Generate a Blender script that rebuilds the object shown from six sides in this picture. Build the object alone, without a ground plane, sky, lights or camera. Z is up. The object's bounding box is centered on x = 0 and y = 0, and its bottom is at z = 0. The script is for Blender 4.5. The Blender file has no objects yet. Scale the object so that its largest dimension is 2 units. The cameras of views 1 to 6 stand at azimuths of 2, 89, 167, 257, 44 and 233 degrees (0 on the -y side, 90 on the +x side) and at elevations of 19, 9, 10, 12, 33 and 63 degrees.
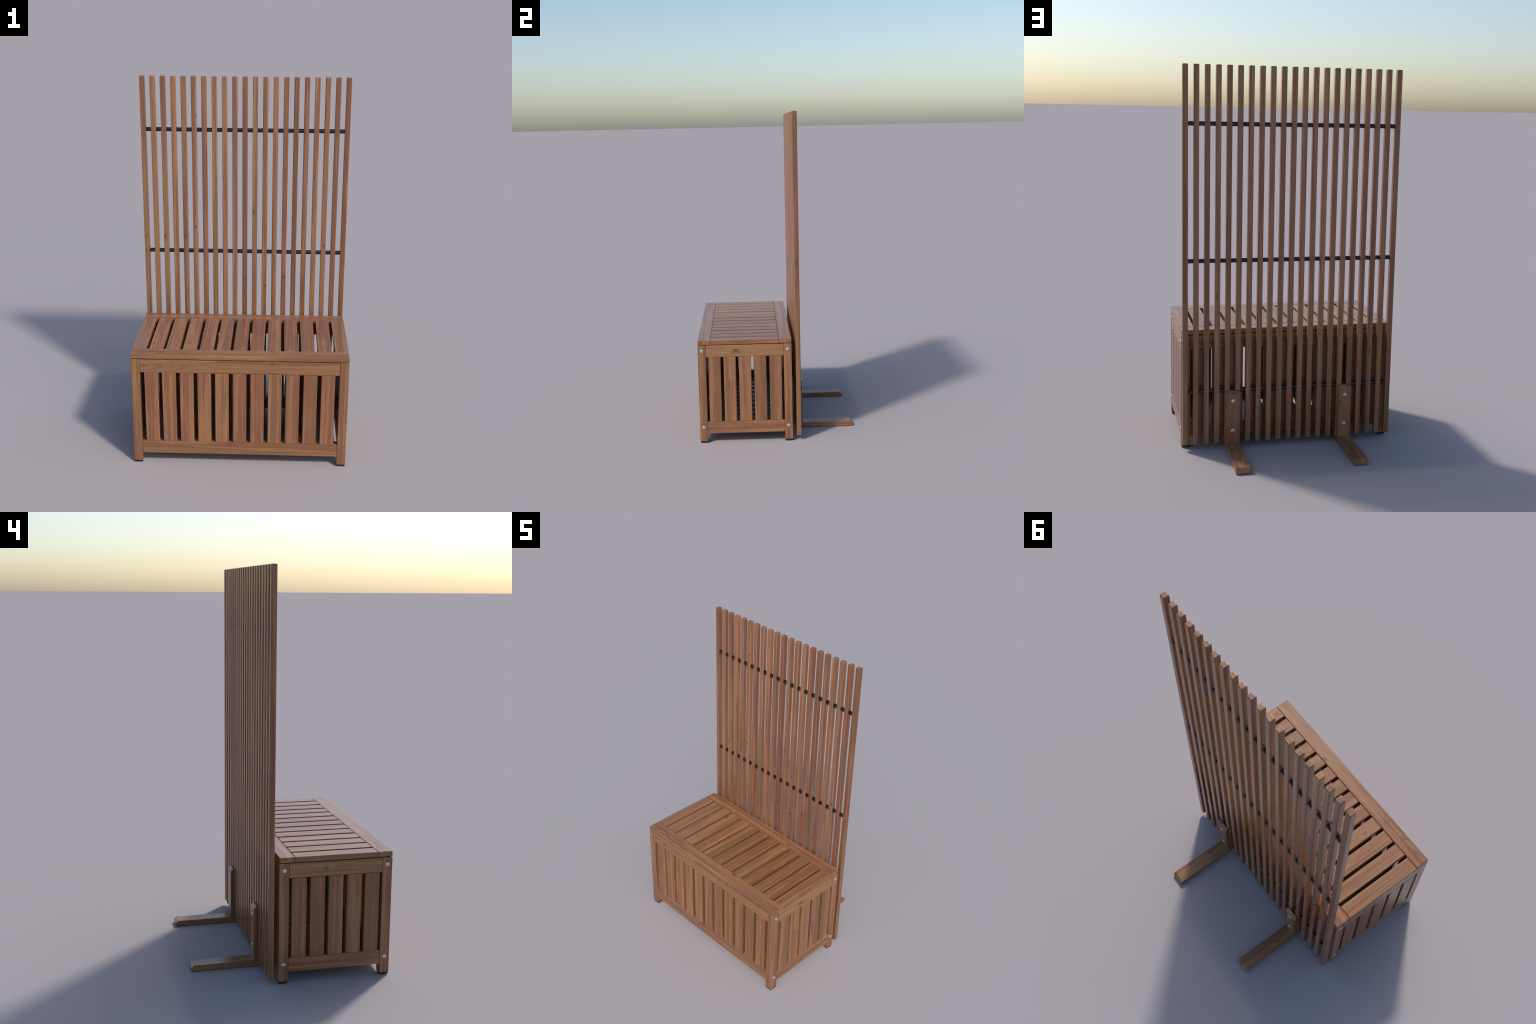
"""Slatted garden storage bench with a tall slatted privacy screen standing behind it.

Metres, z up.  Bench front faces -y; the screen stands behind the bench on two
long feet that run under the bench and out behind it.
"""
import bpy
import bmesh
import math
import random
from mathutils import Matrix, Vector

rng = random.Random(7)

# ----------------------------------------------------------------------------
# dimensions
# ----------------------------------------------------------------------------
# bench
BX = 0.5714                      # half width of the bench
YF, YR = -0.4824, 0.0878         # front / rear of the bench
LID_TOP, LID_T = 0.6415, 0.0272  # lid
LID_RAIL_W = 0.0760              # long lid boards
LEG_W, LEG_D = 0.0475, 0.0487
LEG_TOP, PAD_H = 0.6122, 0.0080
RAIL_H, RAIL_T = 0.0740, 0.0385
RAIL_TOP_Z = 0.6112              # upper edge of the upper rails
RAIL_LOW_Z = 0.1305              # upper edge of the lower rails
RAIL_SET = 0.0008                # rails sit this far behind the leg faces
SLAT_W, SLAT_T = 0.0723, 0.0310
END_SLAT_W = 0.0742
SLAT_SET = 0.0000
SLAT_PITCH = 0.0930              # front / rear / floor slats
END_PITCH = 0.0926               # slats of the short sides
LID_PITCH, LID_SLAT_W = 0.0893, 0.0733
FLOOR_TOP = 0.0880
# screen
SX = 0.5708                      # half width of the screen
BAR = 0.0280                     # width of a screen slat
BAR_D = 0.0291                   # depth of a screen slat
SY = 0.1258                      # centre line of the screen
S_LOW, S_TOP = 0.0287, 2.0
ROD_R = 0.0113
ROD_Z = (0.3180, 1.0145, 1.7102)
FOOT_W, FOOT_H = 0.0745, 0.0298
FOOT_X = 0.3066
FOOT_REACH = 0.3562              # feet reach this far either side of the screen
POST_T, POST_TOP = 0.0208, 0.3195
BOLT_R, BOLT_H = 0.0103, 0.0032

# ----------------------------------------------------------------------------
# node helpers
# ----------------------------------------------------------------------------


class Graph:
    """Small helper to write node trees as expressions."""

    def __init__(self, tree):
        self.t = tree

    def new(self, kind, **props):
        n = self.t.nodes.new(kind)
        for k, v in props.items():
            setattr(n, k, v)
        return n

    def put(self, sock, val):
        if isinstance(val, bpy.types.NodeSocket):
            self.t.links.new(val, sock)
        elif val is not None:
            sock.default_value = val

    def math(self, op, a, b=None, c=None, clamp=False):
        n = self.new("ShaderNodeMath", operation=op, use_clamp=clamp)
        for i, v in enumerate((a, b, c)):
            self.put(n.inputs[i], v)
        return n.outputs[0]

    def vmath(self, op, a, b=None):
        n = self.new("ShaderNodeVectorMath", operation=op)
        self.put(n.inputs[0], a)
        self.put(n.inputs[1], b)
        return n.outputs["Value"] if op in ("LENGTH", "DISTANCE", "DOT_PRODUCT") else n.outputs[0]

    def combine(self, x, y, z):
        n = self.new("ShaderNodeCombineXYZ")
        for s, v in zip(n.inputs, (x, y, z)):
            self.put(s, v)
        return n.outputs[0]

    def split(self, v):
        n = self.new("ShaderNodeSeparateXYZ")
        self.put(n.inputs[0], v)
        return n.outputs

    def noise(self, vec, detail=2.0, rough=0.5, scale=1.0):
        n = self.new("ShaderNodeTexNoise", noise_dimensions="3D")
        self.put(n.inputs["Vector"], vec)
        n.inputs["Scale"].default_value = scale
        n.inputs["Detail"].default_value = detail
        n.inputs["Roughness"].default_value = rough
        return n.outputs["Fac"]

    def ramp(self, fac, stops, interp="LINEAR"):
        n = self.new("ShaderNodeValToRGB")
        n.color_ramp.interpolation = interp
        els = n.color_ramp.elements
        while len(els) < len(stops):
            els.new(0.5)
        for e, (p, c) in zip(els, stops):
            e.position = p
            e.color = (*c, 1.0) if len(c) == 3 else c
        self.put(n.inputs[0], fac)
        return n.outputs[0]

    def smooth(self, v, lo, hi):
        n = self.new("ShaderNodeMapRange", interpolation_type="SMOOTHSTEP")
        self.put(n.inputs["Value"], v)
        n.inputs["From Min"].default_value = lo
        n.inputs["From Max"].default_value = hi
        return n.outputs[0]

    def mix(self, fac, a, b, mode="MIX"):
        n = self.new("ShaderNodeMix", data_type="RGBA", blend_type=mode)
        self.put(n.inputs[0], fac)
        self.put(n.inputs[6], a)
        self.put(n.inputs[7], b)
        return n.outputs[2]


def grey(v):
    return (v, v, v)


# ----------------------------------------------------------------------------
# oiled hardwood: one shared node group, grain running along its local z
# ----------------------------------------------------------------------------
PINK = (0.297, 0.132, 0.064)
HONEY = (0.350, 0.175, 0.076)
OLIVE = (0.215, 0.112, 0.049)
RUST = (0.242, 0.097, 0.046)


def build_grain_group():
    tree = bpy.data.node_groups.new("oiled_hardwood_grain", "ShaderNodeTree")
    face = tree.interface
    face.new_socket("Position", in_out="INPUT", socket_type="NodeSocketVector")
    for nm in ("Seed", "Value", "Red", "Strips"):
        face.new_socket(nm, in_out="INPUT", socket_type="NodeSocketFloat")
    face.new_socket("Color", in_out="OUTPUT", socket_type="NodeSocketColor")
    face.new_socket("Grain", in_out="OUTPUT", socket_type="NodeSocketFloat")
    g = Graph(tree)
    inp = g.new("NodeGroupInput").outputs
    pos, seed = inp["Position"], inp["Seed"]
    offs = g.combine(g.math("MULTIPLY", seed, 3.17), g.math("MULTIPLY", seed, 1.71), g.math("MULTIPLY", seed, 5.23))
    x, y, z = g.split(pos)

    # slow wander of the fibres along the board
    wander = g.noise(g.vmath("ADD", g.combine(g.math("MULTIPLY", x, 6.0), g.math("MULTIPLY", y, 6.0), g.math("MULTIPLY", z, 3.6)), offs), 2.0)
    wander = g.math("MULTIPLY", g.math("SUBTRACT", wander, 0.5), 0.009)
    ax, ay = g.math("ADD", x, wander), g.math("ADD", y, wander)

    def streak(across, along, detail, shift):
        v = g.combine(g.math("MULTIPLY", ax, across), g.math("MULTIPLY", ay, across), g.math("MULTIPLY", z, along))
        v = g.vmath("ADD", v, g.vmath("ADD", offs, (shift, shift * 2.3, shift * 0.7)))
        return g.noise(v, detail)

    # glued-up strips: each strip of a board has its own tone
    lane = g.math("FLOOR", g.math("ADD", g.math("MULTIPLY", g.math("ADD", ax, g.math("MULTIPLY", ay, 0.35)), 34.0), g.math("MULTIPLY", seed, 0.37)))
    white = g.new("ShaderNodeTexWhiteNoise", noise_dimensions="2D")
    g.put(white.inputs["Vector"], g.combine(lane, seed, 0.0))
    lane_tone = g.math("MULTIPLY", g.math("SUBTRACT", white.outputs["Value"], 0.5), inp["Strips"])

    broad = streak(42.0, 0.9, 2.0, 0.0)
    medium = streak(130.0, 2.4, 2.0, 11.0)
    fine = streak(420.0, 9.0, 3.0, 23.0)
    blotch = streak(16.0, 6.0, 2.0, 37.0)

    tone = g.math("ADD", broad, g.math("MULTIPLY", g.math("SUBTRACT", medium, 0.5), 0.46))
    tone = g.math("ADD", tone, lane_tone)
    tone = g.math("ADD", tone, g.math("MULTIPLY", g.math("SUBTRACT", blotch, 0.5), 0.25))
    col = g.ramp(tone, [(0.28, OLIVE), (0.42, RUST), (0.52, PINK), (0.62, HONEY), (0.76, PINK)])
    # olive-brown heartwood streaks
    heart = g.smooth(streak(60.0, 1.6, 2.0, 51.0), 0.56, 0.72)
    col = g.mix(g.math("MULTIPLY", heart, 0.55), col, (*OLIVE, 1.0))
    # fine pores darken along the fibre
    pores = g.ramp(fine, [(0.28, grey(0.80)), (0.48, grey(0.98)), (0.75, grey(1.06))])
    col = g.mix(1.0, col, pores, "MULTIPLY")
    # sparse short dark dashes
    dash = g.smooth(streak(230.0, 7.0, 1.0, 67.0), 0.66, 0.76)
    col = g.mix(g.math("MULTIPLY", dash, 0.30), col, (0.115, 0.055, 0.028, 1.0))
    # board tone: value and redness
    red = inp["Red"]
    tint = g.combine(
        g.math("MULTIPLY", inp["Value"], g.math("ADD", 1.0, g.math("MULTIPLY", red, 0.06))),
        g.math("MULTIPLY", inp["Value"], g.math("SUBTRACT", 1.0, g.math("MULTIPLY", red, 0.10))),
        g.math("MULTIPLY", inp["Value"], g.math("SUBTRACT", 1.0, g.math("MULTIPLY", red, 0.05))))
    col = g.mix(1.0, col, tint, "MULTIPLY")
    out = g.new("NodeGroupOutput").inputs
    g.put(out["Color"], col)
    g.put(out["Grain"], g.math("ADD", g.math("MULTIPLY", fine, 0.7), g.math("MULTIPLY", medium, 0.3)))
    return tree


GRAIN = build_grain_group()
_seed = [0]


def wood(name, axis="z", value=1.0, red=0.0, strips=0.16, knots=(), figure=None, rough=0.24):
    """One board's wood.  axis: which local axis the grain follows.
    knots: (x, y, z, radius) in the board's own coordinates.
    figure: (start, end, cross offset) along the grain where flat-sawn arches show."""
    _seed[0] += 1
    mat = bpy.data.materials.new(name)
    mat.use_nodes = True
    t = mat.node_tree
    g = Graph(t)
    bsdf = t.nodes["Principled BSDF"]
    obj = g.new("ShaderNodeTexCoord").outputs["Object"]
    x, y, z = g.split(obj)
    order = {"x": (y, z, x), "y": (x, z, y), "z": (x, y, z)}[axis]
    pos = g.combine(*order)
    long_i = "xyz".index(axis)
    dark = None
    for k in knots:
        centre, rad = Vector(k[:3]), k[3]
        d = g.vmath("SUBTRACT", obj, tuple(centre))
        squeeze = [1.0 / rad] * 3
        squeeze[long_i] = 1.0 / (rad * 1.5)
        dist = g.vmath("LENGTH", g.vmath("MULTIPLY", d, tuple(squeeze)))
        core = g.math("SUBTRACT", 1.0, g.smooth(dist, 0.30, 1.70))
        dark = core if dark is None else g.math("MAXIMUM", dark, core)
        # fibres flow round the knot
        squeeze[long_i] = 1.0 / (rad * 3.2)
        far = g.vmath("LENGTH", g.vmath("MULTIPLY", d, tuple(v * 0.42 for v in squeeze)))
        bend = g.math("SUBTRACT", 1.0, g.smooth(far, 0.0, 1.0))
        bend = g.math("MULTIPLY", bend, rad * 1.3)
        pos = g.vmath("ADD", pos, g.combine(bend, bend, 0.0))
    grp = g.new("ShaderNodeGroup", node_tree=GRAIN)
    g.put(grp.inputs["Position"], pos)
    grp.inputs["Seed"].default_value = 0.613 * _seed[0] + 1.0
    grp.inputs["Value"].default_value = value
    grp.inputs["Red"].default_value = red
    grp.inputs["Strips"].default_value = strips
    col = grp.outputs["Color"]
    if figure is not None:
        ga, gb, gl = g.split(pos)
        off = g.math("SUBTRACT", g.math("ADD", ga, gb), figure[2])
        arch = g.math("ADD", gl, g.math("MULTIPLY", g.math("MULTIPLY", off, off), 170.0))
        lines = g.noise(g.combine(g.math("MULTIPLY", arch, 42.0), g.math("MULTIPLY", off, 14.0), 3.3), 2.0)
        span = g.math("MULTIPLY", g.smooth(gl, figure[0], figure[0] + 0.05), g.math("SUBTRACT", 1.0, g.smooth(gl, figure[1] - 0.12, figure[1])))
        near = g.math("SUBTRACT", 1.0, g.smooth(g.math("ABSOLUTE", off), 0.012, 0.030))
        arches = g.math("MULTIPLY", g.math("MULTIPLY", g.smooth(lines, 0.50, 0.66), span), near)
        col = g.mix(g.math("MULTIPLY", arches, 0.55), col, (0.13, 0.068, 0.032, 1.0))
    if dark is not None:
        col = g.mix(g.math("MULTIPLY", dark, 0.78), col, (0.085, 0.044, 0.026, 1.0))
    g.put(bsdf.inputs["Base Color"], col)
    bsdf.inputs["Roughness"].default_value = rough
    bsdf.inputs["Specular IOR Level"].default_value = 0.5
    bump = g.new("ShaderNodeBump")
    bump.inputs["Strength"].default_value = 0.10
    bump.inputs["Distance"].default_value = 0.0006
    g.put(bump.inputs["Height"], grp.outputs["Grain"])
    g.put(bsdf.inputs["Normal"], bump.outputs[0])
    return mat


def plain(name, color, rough, metal=0.0, grain=0.0):
    mat = bpy.data.materials.new(name)
    mat.use_nodes = True
    g = Graph(mat.node_tree)
    bsdf = mat.node_tree.nodes["Principled BSDF"]
    obj = g.new("ShaderNodeTexCoord").outputs["Object"]
    n = g.noise(obj, 3.0, 0.6, 260.0)
    g.put(bsdf.inputs["Base Color"], g.ramp(n, [(0.3, tuple(c * (1 - grain) for c in color)), (0.7, tuple(c * (1 + grain) for c in color))]))
    bsdf.inputs["Roughness"].default_value = rough
    bsdf.inputs["Metallic"].default_value = metal
    return mat


# ----------------------------------------------------------------------------
# mesh helpers
# ----------------------------------------------------------------------------
_meshes = {}


def finish_mesh(bm, name):
    me = bpy.data.meshes.new(name)
    bm.normal_update()
    bm.to_mesh(me)
    bm.free()
    me.materials.append(None)
    return me


def smooth_by_angle(me, angle=50.0):
    me.shade_smooth()
    me.set_sharp_from_angle(angle=math.radians(angle))


def flat_faces_round_edges(me):
    """Area-weighted vertex normals: flats stay flat, only the arrises round."""
    me.shade_smooth()
    acc = [Vector() for _ in me.vertices]
    for p in me.polygons:
        for v in p.vertices:
            acc[v] += p.normal * (p.area ** 2)
    me.normals_split_custom_set_from_vertices([a.normalized() for a in acc])


def board_mesh(kind, sx, sy, sz, bevel):
    """A planed board with rounded arrises, centred on its origin (shared)."""
    key = (kind, round(sx, 5), round(sy, 5), round(sz, 5), bevel)
    if key in _meshes:
        return _meshes[key]
    bm = bmesh.new()
    bmesh.ops.create_cube(bm, size=1.0)
    bmesh.ops.scale(bm, vec=(sx, sy, sz), verts=bm.verts)
    bmesh.ops.bevel(bm, geom=bm.edges[:], offset=bevel, offset_type="OFFSET", segments=3, profile=0.5, affect="EDGES", clamp_overlap=True)
    me = finish_mesh(bm, kind)
    flat_faces_round_edges(me)
    _meshes[key] = me
    return me


def profile_mesh(kind, outline, axis, width, bevel):
    """Extrude a closed (u, z) outline in y-z along x by width, round the edges."""
    key = (kind,)
    if key in _meshes:
        return _meshes[key]
    bm = bmesh.new()
    near = [bm.verts.new((-width / 2, u, z)) for u, z in outline]
    far = [bm.verts.new((width / 2, u, z)) for u, z in outline]
    bm.faces.new(near)
    bm.faces.new(far[::-1])
    n = len(outline)
    for i in range(n):
        bm.faces.new((near[i], far[i], far[(i + 1) % n], near[(i + 1) % n]))
    bmesh.ops.recalc_face_normals(bm, faces=bm.faces)
    bmesh.ops.bevel(bm, geom=bm.edges[:], offset=bevel, offset_type="OFFSET", segments=3, profile=0.5, affect="EDGES", clamp_overlap=True)
    me = finish_mesh(bm, kind)
    flat_faces_round_edges(me)
    _meshes[key] = me
    return me


def bolt_mesh():
    """Low domed bolt head with a hexagon socket, axis +z, seated at z = 0."""
    if "bolt" in _meshes:
        return _meshes["bolt"]
    bm = bmesh.new()
    seg = 36
    prof = [(BOLT_R, -0.004), (BOLT_R, BOLT_H * 0.35), (BOLT_R * 0.93, BOLT_H * 0.68), (BOLT_R * 0.72, BOLT_H * 0.90), (BOLT_R * 0.42, BOLT_H)]
    rings = []
    for r, z in prof:
        rings.append([bm.verts.new((r * math.cos(2 * math.pi * i / seg), r * math.sin(2 * math.pi * i / seg), z)) for i in range(seg)])

    def hexa(a, flat):
        k = (a + math.pi / 6) % (math.pi / 3) - math.pi / 6
        return flat / math.cos(k)
    for z in (BOLT_H, BOLT_H * 0.35):
        rings.append([bm.verts.new((hexa(2 * math.pi * i / seg, BOLT_R * 0.30) * math.cos(2 * math.pi * i / seg),
                                    hexa(2 * math.pi * i / seg, BOLT_R * 0.30) * math.sin(2 * math.pi * i / seg), z)) for i in range(seg)])
    for a, b in zip(rings, rings[1:]):
        for i in range(seg):
            bm.faces.new((a[i], a[(i + 1) % seg], b[(i + 1) % seg], b[i]))
    bm.faces.new(rings[-1])
    bm.faces.new(rings[0][::-1])
    bmesh.ops.recalc_face_normals(bm, faces=bm.faces)
    me = finish_mesh(bm, "bolt")
    smooth_by_angle(me, 40.0)
    _meshes["bolt"] = me
    return me


def rod_mesh(length):
    bm = bmesh.new()
    bmesh.ops.create_cone(bm, cap_ends=True, segments=32, radius1=ROD_R, radius2=ROD_R, depth=length)
    bmesh.ops.rotate(bm, verts=bm.verts, cent=(0, 0, 0), matrix=Matrix.Rotation(math.pi / 2, 3, "Y"))
    me = finish_mesh(bm, "spacer_rod")
    smooth_by_angle(me, 40.0)
    return me


def place(name, me, loc, parent, mat, rot=(0, 0, 0)):
    ob = bpy.data.objects.new(name, me)
    bpy.context.scene.collection.objects.link(ob)
    ob.location = Vector(loc) - (Vector(parent.location) if parent.type != "EMPTY" else Vector())
    ob.rotation_euler = rot
    ob.parent = parent
    slot = ob.material_slots[0]
    slot.link = "OBJECT"
    slot.material = mat
    return ob


def thing(name, label, category):
    ob = bpy.data.objects.new(name, None)
    ob.empty_display_size = 0.2
    bpy.context.scene.collection.objects.link(ob)
    ob["label"] = label
    ob["category"] = category
    return ob


def box(kind, lo, hi, parent, bevel=0.0034, axis="z", **wood_args):
    """Board from corner lo to corner hi."""
    lo, hi = Vector(lo), Vector(hi)
    size, mid = hi - lo, (lo + hi) / 2
    knots = [(k[0] - mid.x, k[1] - mid.y, k[2] - mid.z, k[3]) for k in wood_args.pop("knots", ())]
    mat = wood(kind + "_wood", axis=axis, knots=knots, **wood_args)
    return place(kind, board_mesh(kind, *size, bevel), mid, parent, mat)


STEEL = plain("zinc_plated_steel", (0.62, 0.63, 0.65), 0.34, 0.85, 0.06)
RUBBER = plain("black_rubber", (0.004, 0.004, 0.0045), 0.7, 0.0, 0.2)
BLACK = plain("black_coated_steel", (0.0040, 0.0045, 0.0055), 0.33, 0.0, 0.15)


def tone(spread=0.06, red=0.35):
    return dict(value=1.0 + rng.uniform(-spread, spread), red=rng.uniform(-red, red))


# ----------------------------------------------------------------------------
# the storage bench
# ----------------------------------------------------------------------------
bench = thing("storage_bench", "brown wooden slatted storage bench with hinged slatted lid", "storage bench")

# legs, each with a rubber foot pad and two bolts facing sideways
for sx in (-1, 1):
    for sy in (-1, 1):
        x0, x1 = sorted((sx * BX, sx * (BX - LEG_W)))
        y0, y1 = (YF, YF + LEG_D) if sy < 0 else (YR - LEG_D, YR)
        leg = box("leg", (x0, y0, PAD_H), (x1, y1, LEG_TOP), bench, **tone(0.04))
        inset = 0.0016
        place("foot_pad", board_mesh("foot_pad", LEG_W - 2 * inset - 0.001, LEG_D - 2 * inset - 0.001, PAD_H + 0.004, 0.0012),
              ((x0 + x1) / 2, (y0 + y1) / 2, PAD_H / 2 + 0.002), leg, RUBBER)
        for bz in (0.5762, 0.0963):
            by = -0.4572 if sy < 0 else 0.0630
            place("bolt", bolt_mesh(), (sx * BX, by, bz), leg, STEEL, (0, sx * math.pi / 2, 0))

XI = BX - LEG_W                  # inner face of the legs
gap = 0.0006                     # hairline joint


def long_rail(front, top, knots=(), figure=None):
    z1 = RAIL_TOP_Z if top else RAIL_LOW_Z
    y0 = YF + RAIL_SET if front else YR - RAIL_SET - RAIL_T
    depth = RAIL_T
    box("rail", (-XI + gap, y0, z1 - RAIL_H), (XI - gap, y0 + depth, z1), bench, axis="x", knots=knots, figure=figure, **tone(0.03, 0.2))


long_rail(True, True, [(0.171, YF + 0.006, 0.6035, 0.0085)], (-0.56, -0.20, -0.018))
long_rail(True, False, [(-0.053, YF + 0.006, 0.121, 0.0075)])
long_rail(False, True)
long_rail(False, False)

for sx in (-1, 1):
    for top in (True, False):
        z1 = RAIL_TOP_Z if top else RAIL_LOW_Z
        x0, x1 = sorted((sx * (BX - RAIL_SET), sx * (BX - RAIL_SET - RAIL_T)))
        knots = []
        if top:
            knots = [(sx * (BX - 0.005), -0.252 if sx > 0 else -0.1445, 0.5765, 0.0095)]
        box("rail", (x0, YF + LEG_D + gap, z1 - RAIL_H), (x1, YR - LEG_D - gap, z1), bench, axis="y", knots=knots,
            value=1.03, red=-0.25 if top else -0.1)

# upright slats between the rails
S0, S1 = RAIL_LOW_Z - 0.0004, RAIL_TOP_Z - RAIL_H - 0.0003
FRONT_TONES = ((0.0, 0.1), (0.02, 0.2), (0.0, 0.3), (-0.02, 0.3), (0.04, -0.2), (0.0, 0.3),
               (0.0, 0.35), (0.03, -0.2), (-0.04, 0.4), (0.0, -0.5), (0.0, 0.2))
for front in (True, False):
    for i in range(11):
        xc = (i - 5) * SLAT_PITCH
        y0 = YF + SLAT_SET if front else YR - SLAT_SET - SLAT_T
        v, r = FRONT_TONES[i] if front else (rng.uniform(-0.05, 0.05), rng.uniform(-0.3, 0.3))
        kn = [(-0.3385, YF + 0.007, 0.362, 0.0045)] if front and i == 1 else ()
        box("side_slat", (xc - SLAT_W / 2, y0, S0), (xc + SLAT_W / 2, y0 + SLAT_T, S1), bench,
            value=1 + 1.1 * v, red=0.6 * r, strips=0.30 if front and i in (4, 6, 7, 9) else 0.14, knots=kn)
YMID = (YF + YR) / 2
for sx in (-1, 1):
    for i in range(5):
        yc = YMID + (i - 2) * END_PITCH
        x0, x1 = sorted((sx * (BX - SLAT_SET), sx * (BX - SLAT_SET - 0.036)))
        kn = [(sx * (BX - 0.006), -0.297, 0.3655, 0.0085)] if sx > 0 and i == 1 else ()
        box("side_slat", (x0, yc - END_SLAT_W / 2, S0), (x1, yc + END_SLAT_W / 2, S1), bench, knots=kn, strips=0.2, **tone(0.05))

# floor: boards front to back resting on two ledges
for y0 in (YF + RAIL_SET + RAIL_T, YR - RAIL_SET - RAIL_T - 0.012):
    box("floor_ledge", (-XI + 0.002, y0, RAIL_LOW_Z - RAIL_H), (XI - 0.002, y0 + 0.012, FLOOR_TOP - 0.0203), bench, axis="x")
for i in range(11):
    xc = (i - 5) * SLAT_PITCH
    box("floor_slat", (xc - SLAT_W / 2, YF + RAIL_SET + RAIL_T + 0.001, FLOOR_TOP - 0.020),
        (xc + SLAT_W / 2, YR - RAIL_SET - RAIL_T - 0.001, FLOOR_TOP), bench, axis="y", **tone())

# lid: two long boards with thirteen short ones between them
LZ = LID_TOP - LID_T
box("lid_rail", (-BX, YF, LZ), (BX, YF + LID_RAIL_W, LID_TOP), bench, axis="x", bevel=0.0048, value=1.0, red=-0.1, figure=(-0.60, -0.22, 0.0),
    knots=[(0.168, YF + 0.062, LID_TOP - 0.004, 0.0085), (BX - 0.006, -0.458, 0.628, 0.0055)])
box("lid_rail", (-BX, YR - LID_RAIL_W, LZ), (BX, YR, LID_TOP), bench, axis="x", bevel=0.0048, value=1.02, red=0.4, strips=0.08,
    knots=[(0.185, 0.0375, LID_TOP - 0.004, 0.0085)])
LY0, LY1 = YF + LID_RAIL_W + gap, YR - LID_RAIL_W - gap
LID_TONES = ((0.0, -0.5), (0.0, 0.1), (0.0, 0.0), (0.03, 0.3), (0.06, 0.1), (0.0, -0.7), (0.0, 0.2),
             (-0.02, 0.6), (0.04, -0.3), (-0.04, 0.4), (0.0, -0.5), (-0.02, 0.3), (0.05, 0.2))
for i in range(13):
    xc = (i - 6) * LID_PITCH
    x0, x1 = max(-BX, xc - LID_SLAT_W / 2), min(BX, xc + LID_SLAT_W / 2)
    kn = [(-0.295, -0.053, LID_TOP - 0.004, 0.0075), (-0.279, -0.326, LID_TOP - 0.004, 0.007)] if i == 3 else ()
    v, r = LID_TONES[i]
    box("lid_slat", (x0, LY0, LZ), (x1, LY1, LID_TOP), bench, axis="y", bevel=0.0034, value=1 + 1.1 * v, red=0.5 * r,
        strips=0.24 if i in (0, 5, 10) else 0.16, knots=kn)

# ----------------------------------------------------------------------------
# the privacy screen
# ----------------------------------------------------------------------------
screen = thing("slatted_screen", "tall brown wooden slat screen on two bolted feet", "privacy screen")

PITCH = (2 * SX - BAR) / 20
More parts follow.
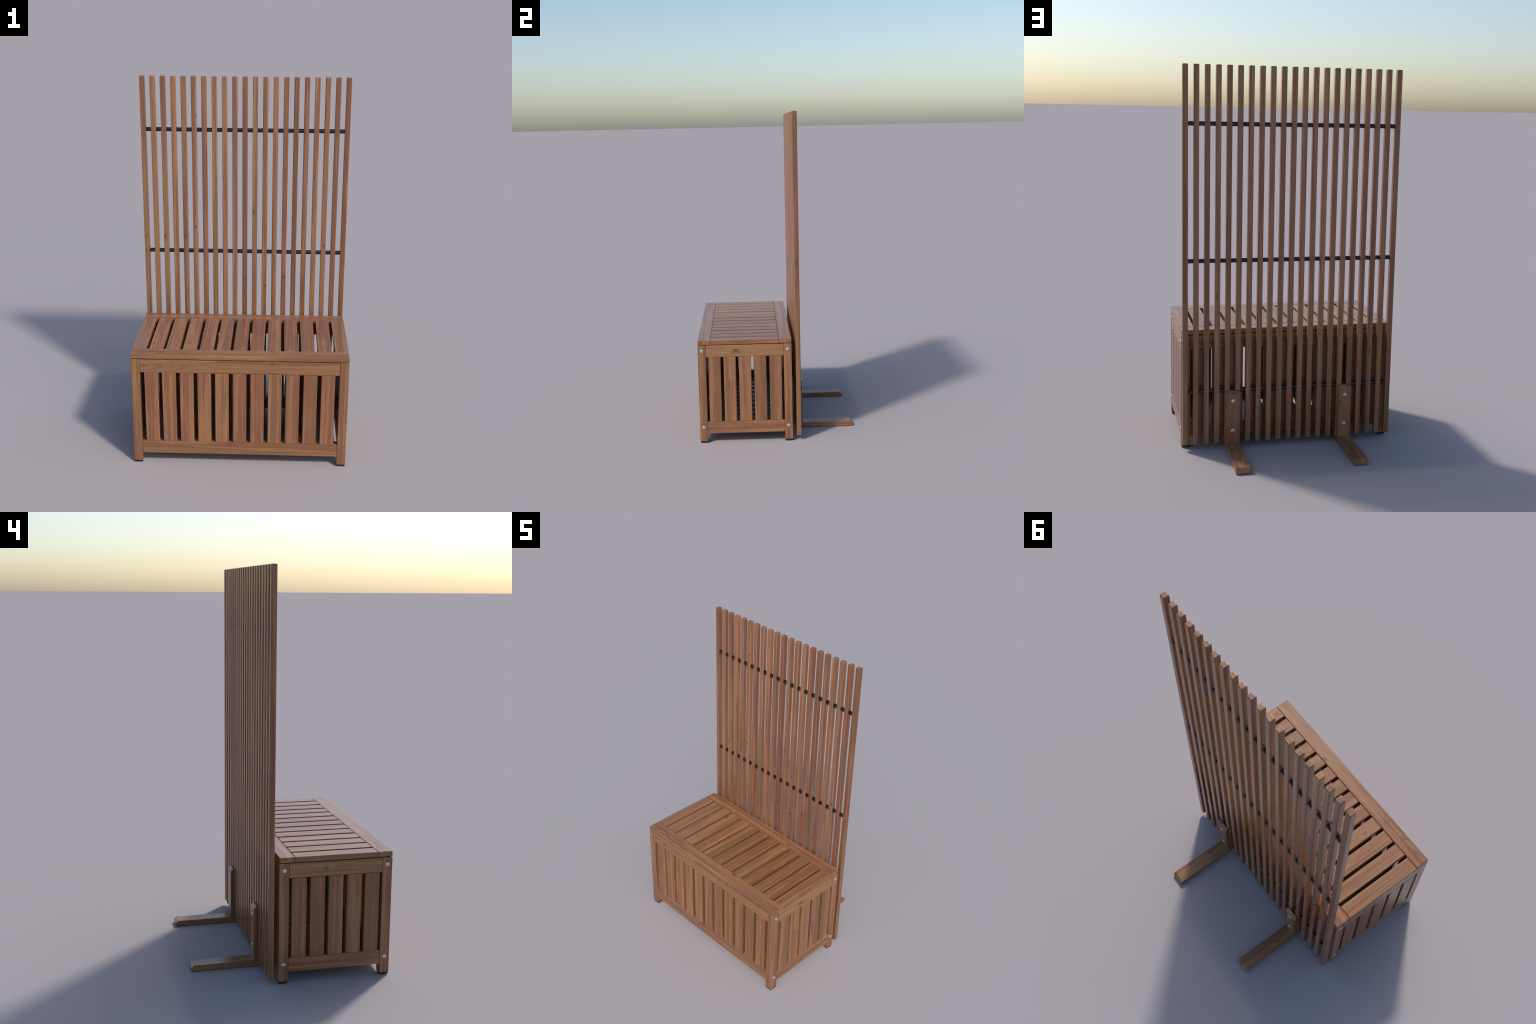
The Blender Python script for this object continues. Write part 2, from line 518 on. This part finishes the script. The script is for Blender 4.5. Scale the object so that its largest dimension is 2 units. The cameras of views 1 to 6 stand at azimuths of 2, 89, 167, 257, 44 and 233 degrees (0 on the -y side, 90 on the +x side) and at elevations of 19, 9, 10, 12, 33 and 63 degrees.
#           value, redness of the 21 slats, left to right
BAR_TONES = ((-0.06, -0.1), (-0.02, 0.0), (-0.08, -0.2), (0.05, 0.5), (-0.10, 0.0), (0.04, -0.3), (-0.06, 0.2),
             (0.10, -0.5), (0.03, 0.6), (0.04, -0.2), (-0.06, 0.6), (0.06, -0.5), (0.02, 0.2), (0.0, 0.1),
             (0.02, 0.6), (-0.12, 0.0), (-0.05, 0.2), (0.10, -0.4), (-0.06, 0.2), (-0.02, 0.4), (-0.10, 0.2))
F = SY - BAR_D / 2 + 0.002         # just under the front face
B = SY + BAR_D / 2 - 0.002
BAR_KNOTS = {0: [(-0.564, F, 1.098, 0.006), (-0.556, B, 0.4975, 0.006)],
             2: [(-0.454, F, 1.100, 0.005), (-0.443, B, 0.5005, 0.006)],
             4: [(-0.337, F, 1.102, 0.0065), (-0.337, B, 0.4983, 0.0065)],
             5: [(-0.2775, F, 1.159, 0.0065), (-0.2766, F, 1.917, 0.004), (-0.270, F, 1.7875, 0.005)],
             8: [(-0.123, F, 1.4523, 0.005)],
             10: [(0.004, F, 0.855, 0.0065)],
             11: [(0.0484, F, 1.255, 0.006)],
             12: [(0.119, F, 0.8125, 0.006)],
             14: [(0.2225, F, 0.864, 0.007)],
             17: [(0.3855, F, 1.457, 0.0045), (0.392, B, 0.830, 0.007)],
             18: [(0.451, F, 1.0586, 0.0065)],
             20: [(0.5715, SY, 1.10, 0.006)]}
for i in range(21):
    xc = -SX + BAR / 2 + i * PITCH
    v, r = BAR_TONES[i]
    box("screen_slat", (xc - BAR / 2, SY - BAR_D / 2, S_LOW), (xc + BAR / 2, SY + BAR_D / 2, S_TOP), screen, bevel=0.0045,
        value=0.98 + 1.3 * v, red=0.7 * r, strips=0.12, knots=BAR_KNOTS.get(i, ()))

rod = rod_mesh(2 * (SX - BAR * 0.6))
for rz in ROD_Z:
    place("spacer_rod", rod, (0, SY, rz), screen, BLACK)

# two feet, chamfered at both ends, each with a plate before and behind the slats
CH = 0.0135
foot_outline = [(-FOOT_REACH, 0.0), (FOOT_REACH, 0.0), (FOOT_REACH, FOOT_H - CH), (FOOT_REACH - CH, FOOT_H),
                (-FOOT_REACH + CH, FOOT_H), (-FOOT_REACH, FOOT_H - CH)]
ph = POST_TOP - FOOT_H
post_outline = [(0.0, 0.0), (POST_T, 0.0), (POST_T, ph - 0.0155), (POST_T * 0.32, ph), (0.0, ph)]
for sx in (-1, 1):
    kn = [(0.012 * sx, 0.12, FOOT_H - 0.003, 0.006)]
    foot = place("support_foot", profile_mesh("support_foot", foot_outline, "x", FOOT_W, 0.002), (sx * FOOT_X, SY, 0.0), screen,
                 wood("support_foot_wood", axis="y", value=0.96, red=0.0, knots=kn))
    for side in (1, -1):
        kn = [(-0.022 * sx, POST_T - 0.003, 0.20, 0.004), (-0.016 * sx, POST_T - 0.003, 0.135, 0.004)]
        place("support_post", profile_mesh("support_post", post_outline, "x", FOOT_W, 0.002),
              (sx * FOOT_X, SY + side * (BAR_D / 2 + 0.0003), FOOT_H + 0.0003), foot,
              wood("support_post_wood", axis="z", value=0.98, red=0.1, strips=0.24, knots=kn), (0, 0, 0 if side > 0 else math.pi))
    for bz in (0.2680, 0.1040):
        place("bolt", bolt_mesh(), (sx * FOOT_X, SY + BAR_D / 2 + POST_T + 0.0003, bz), foot, STEEL, (-math.pi / 2, 0, 0))
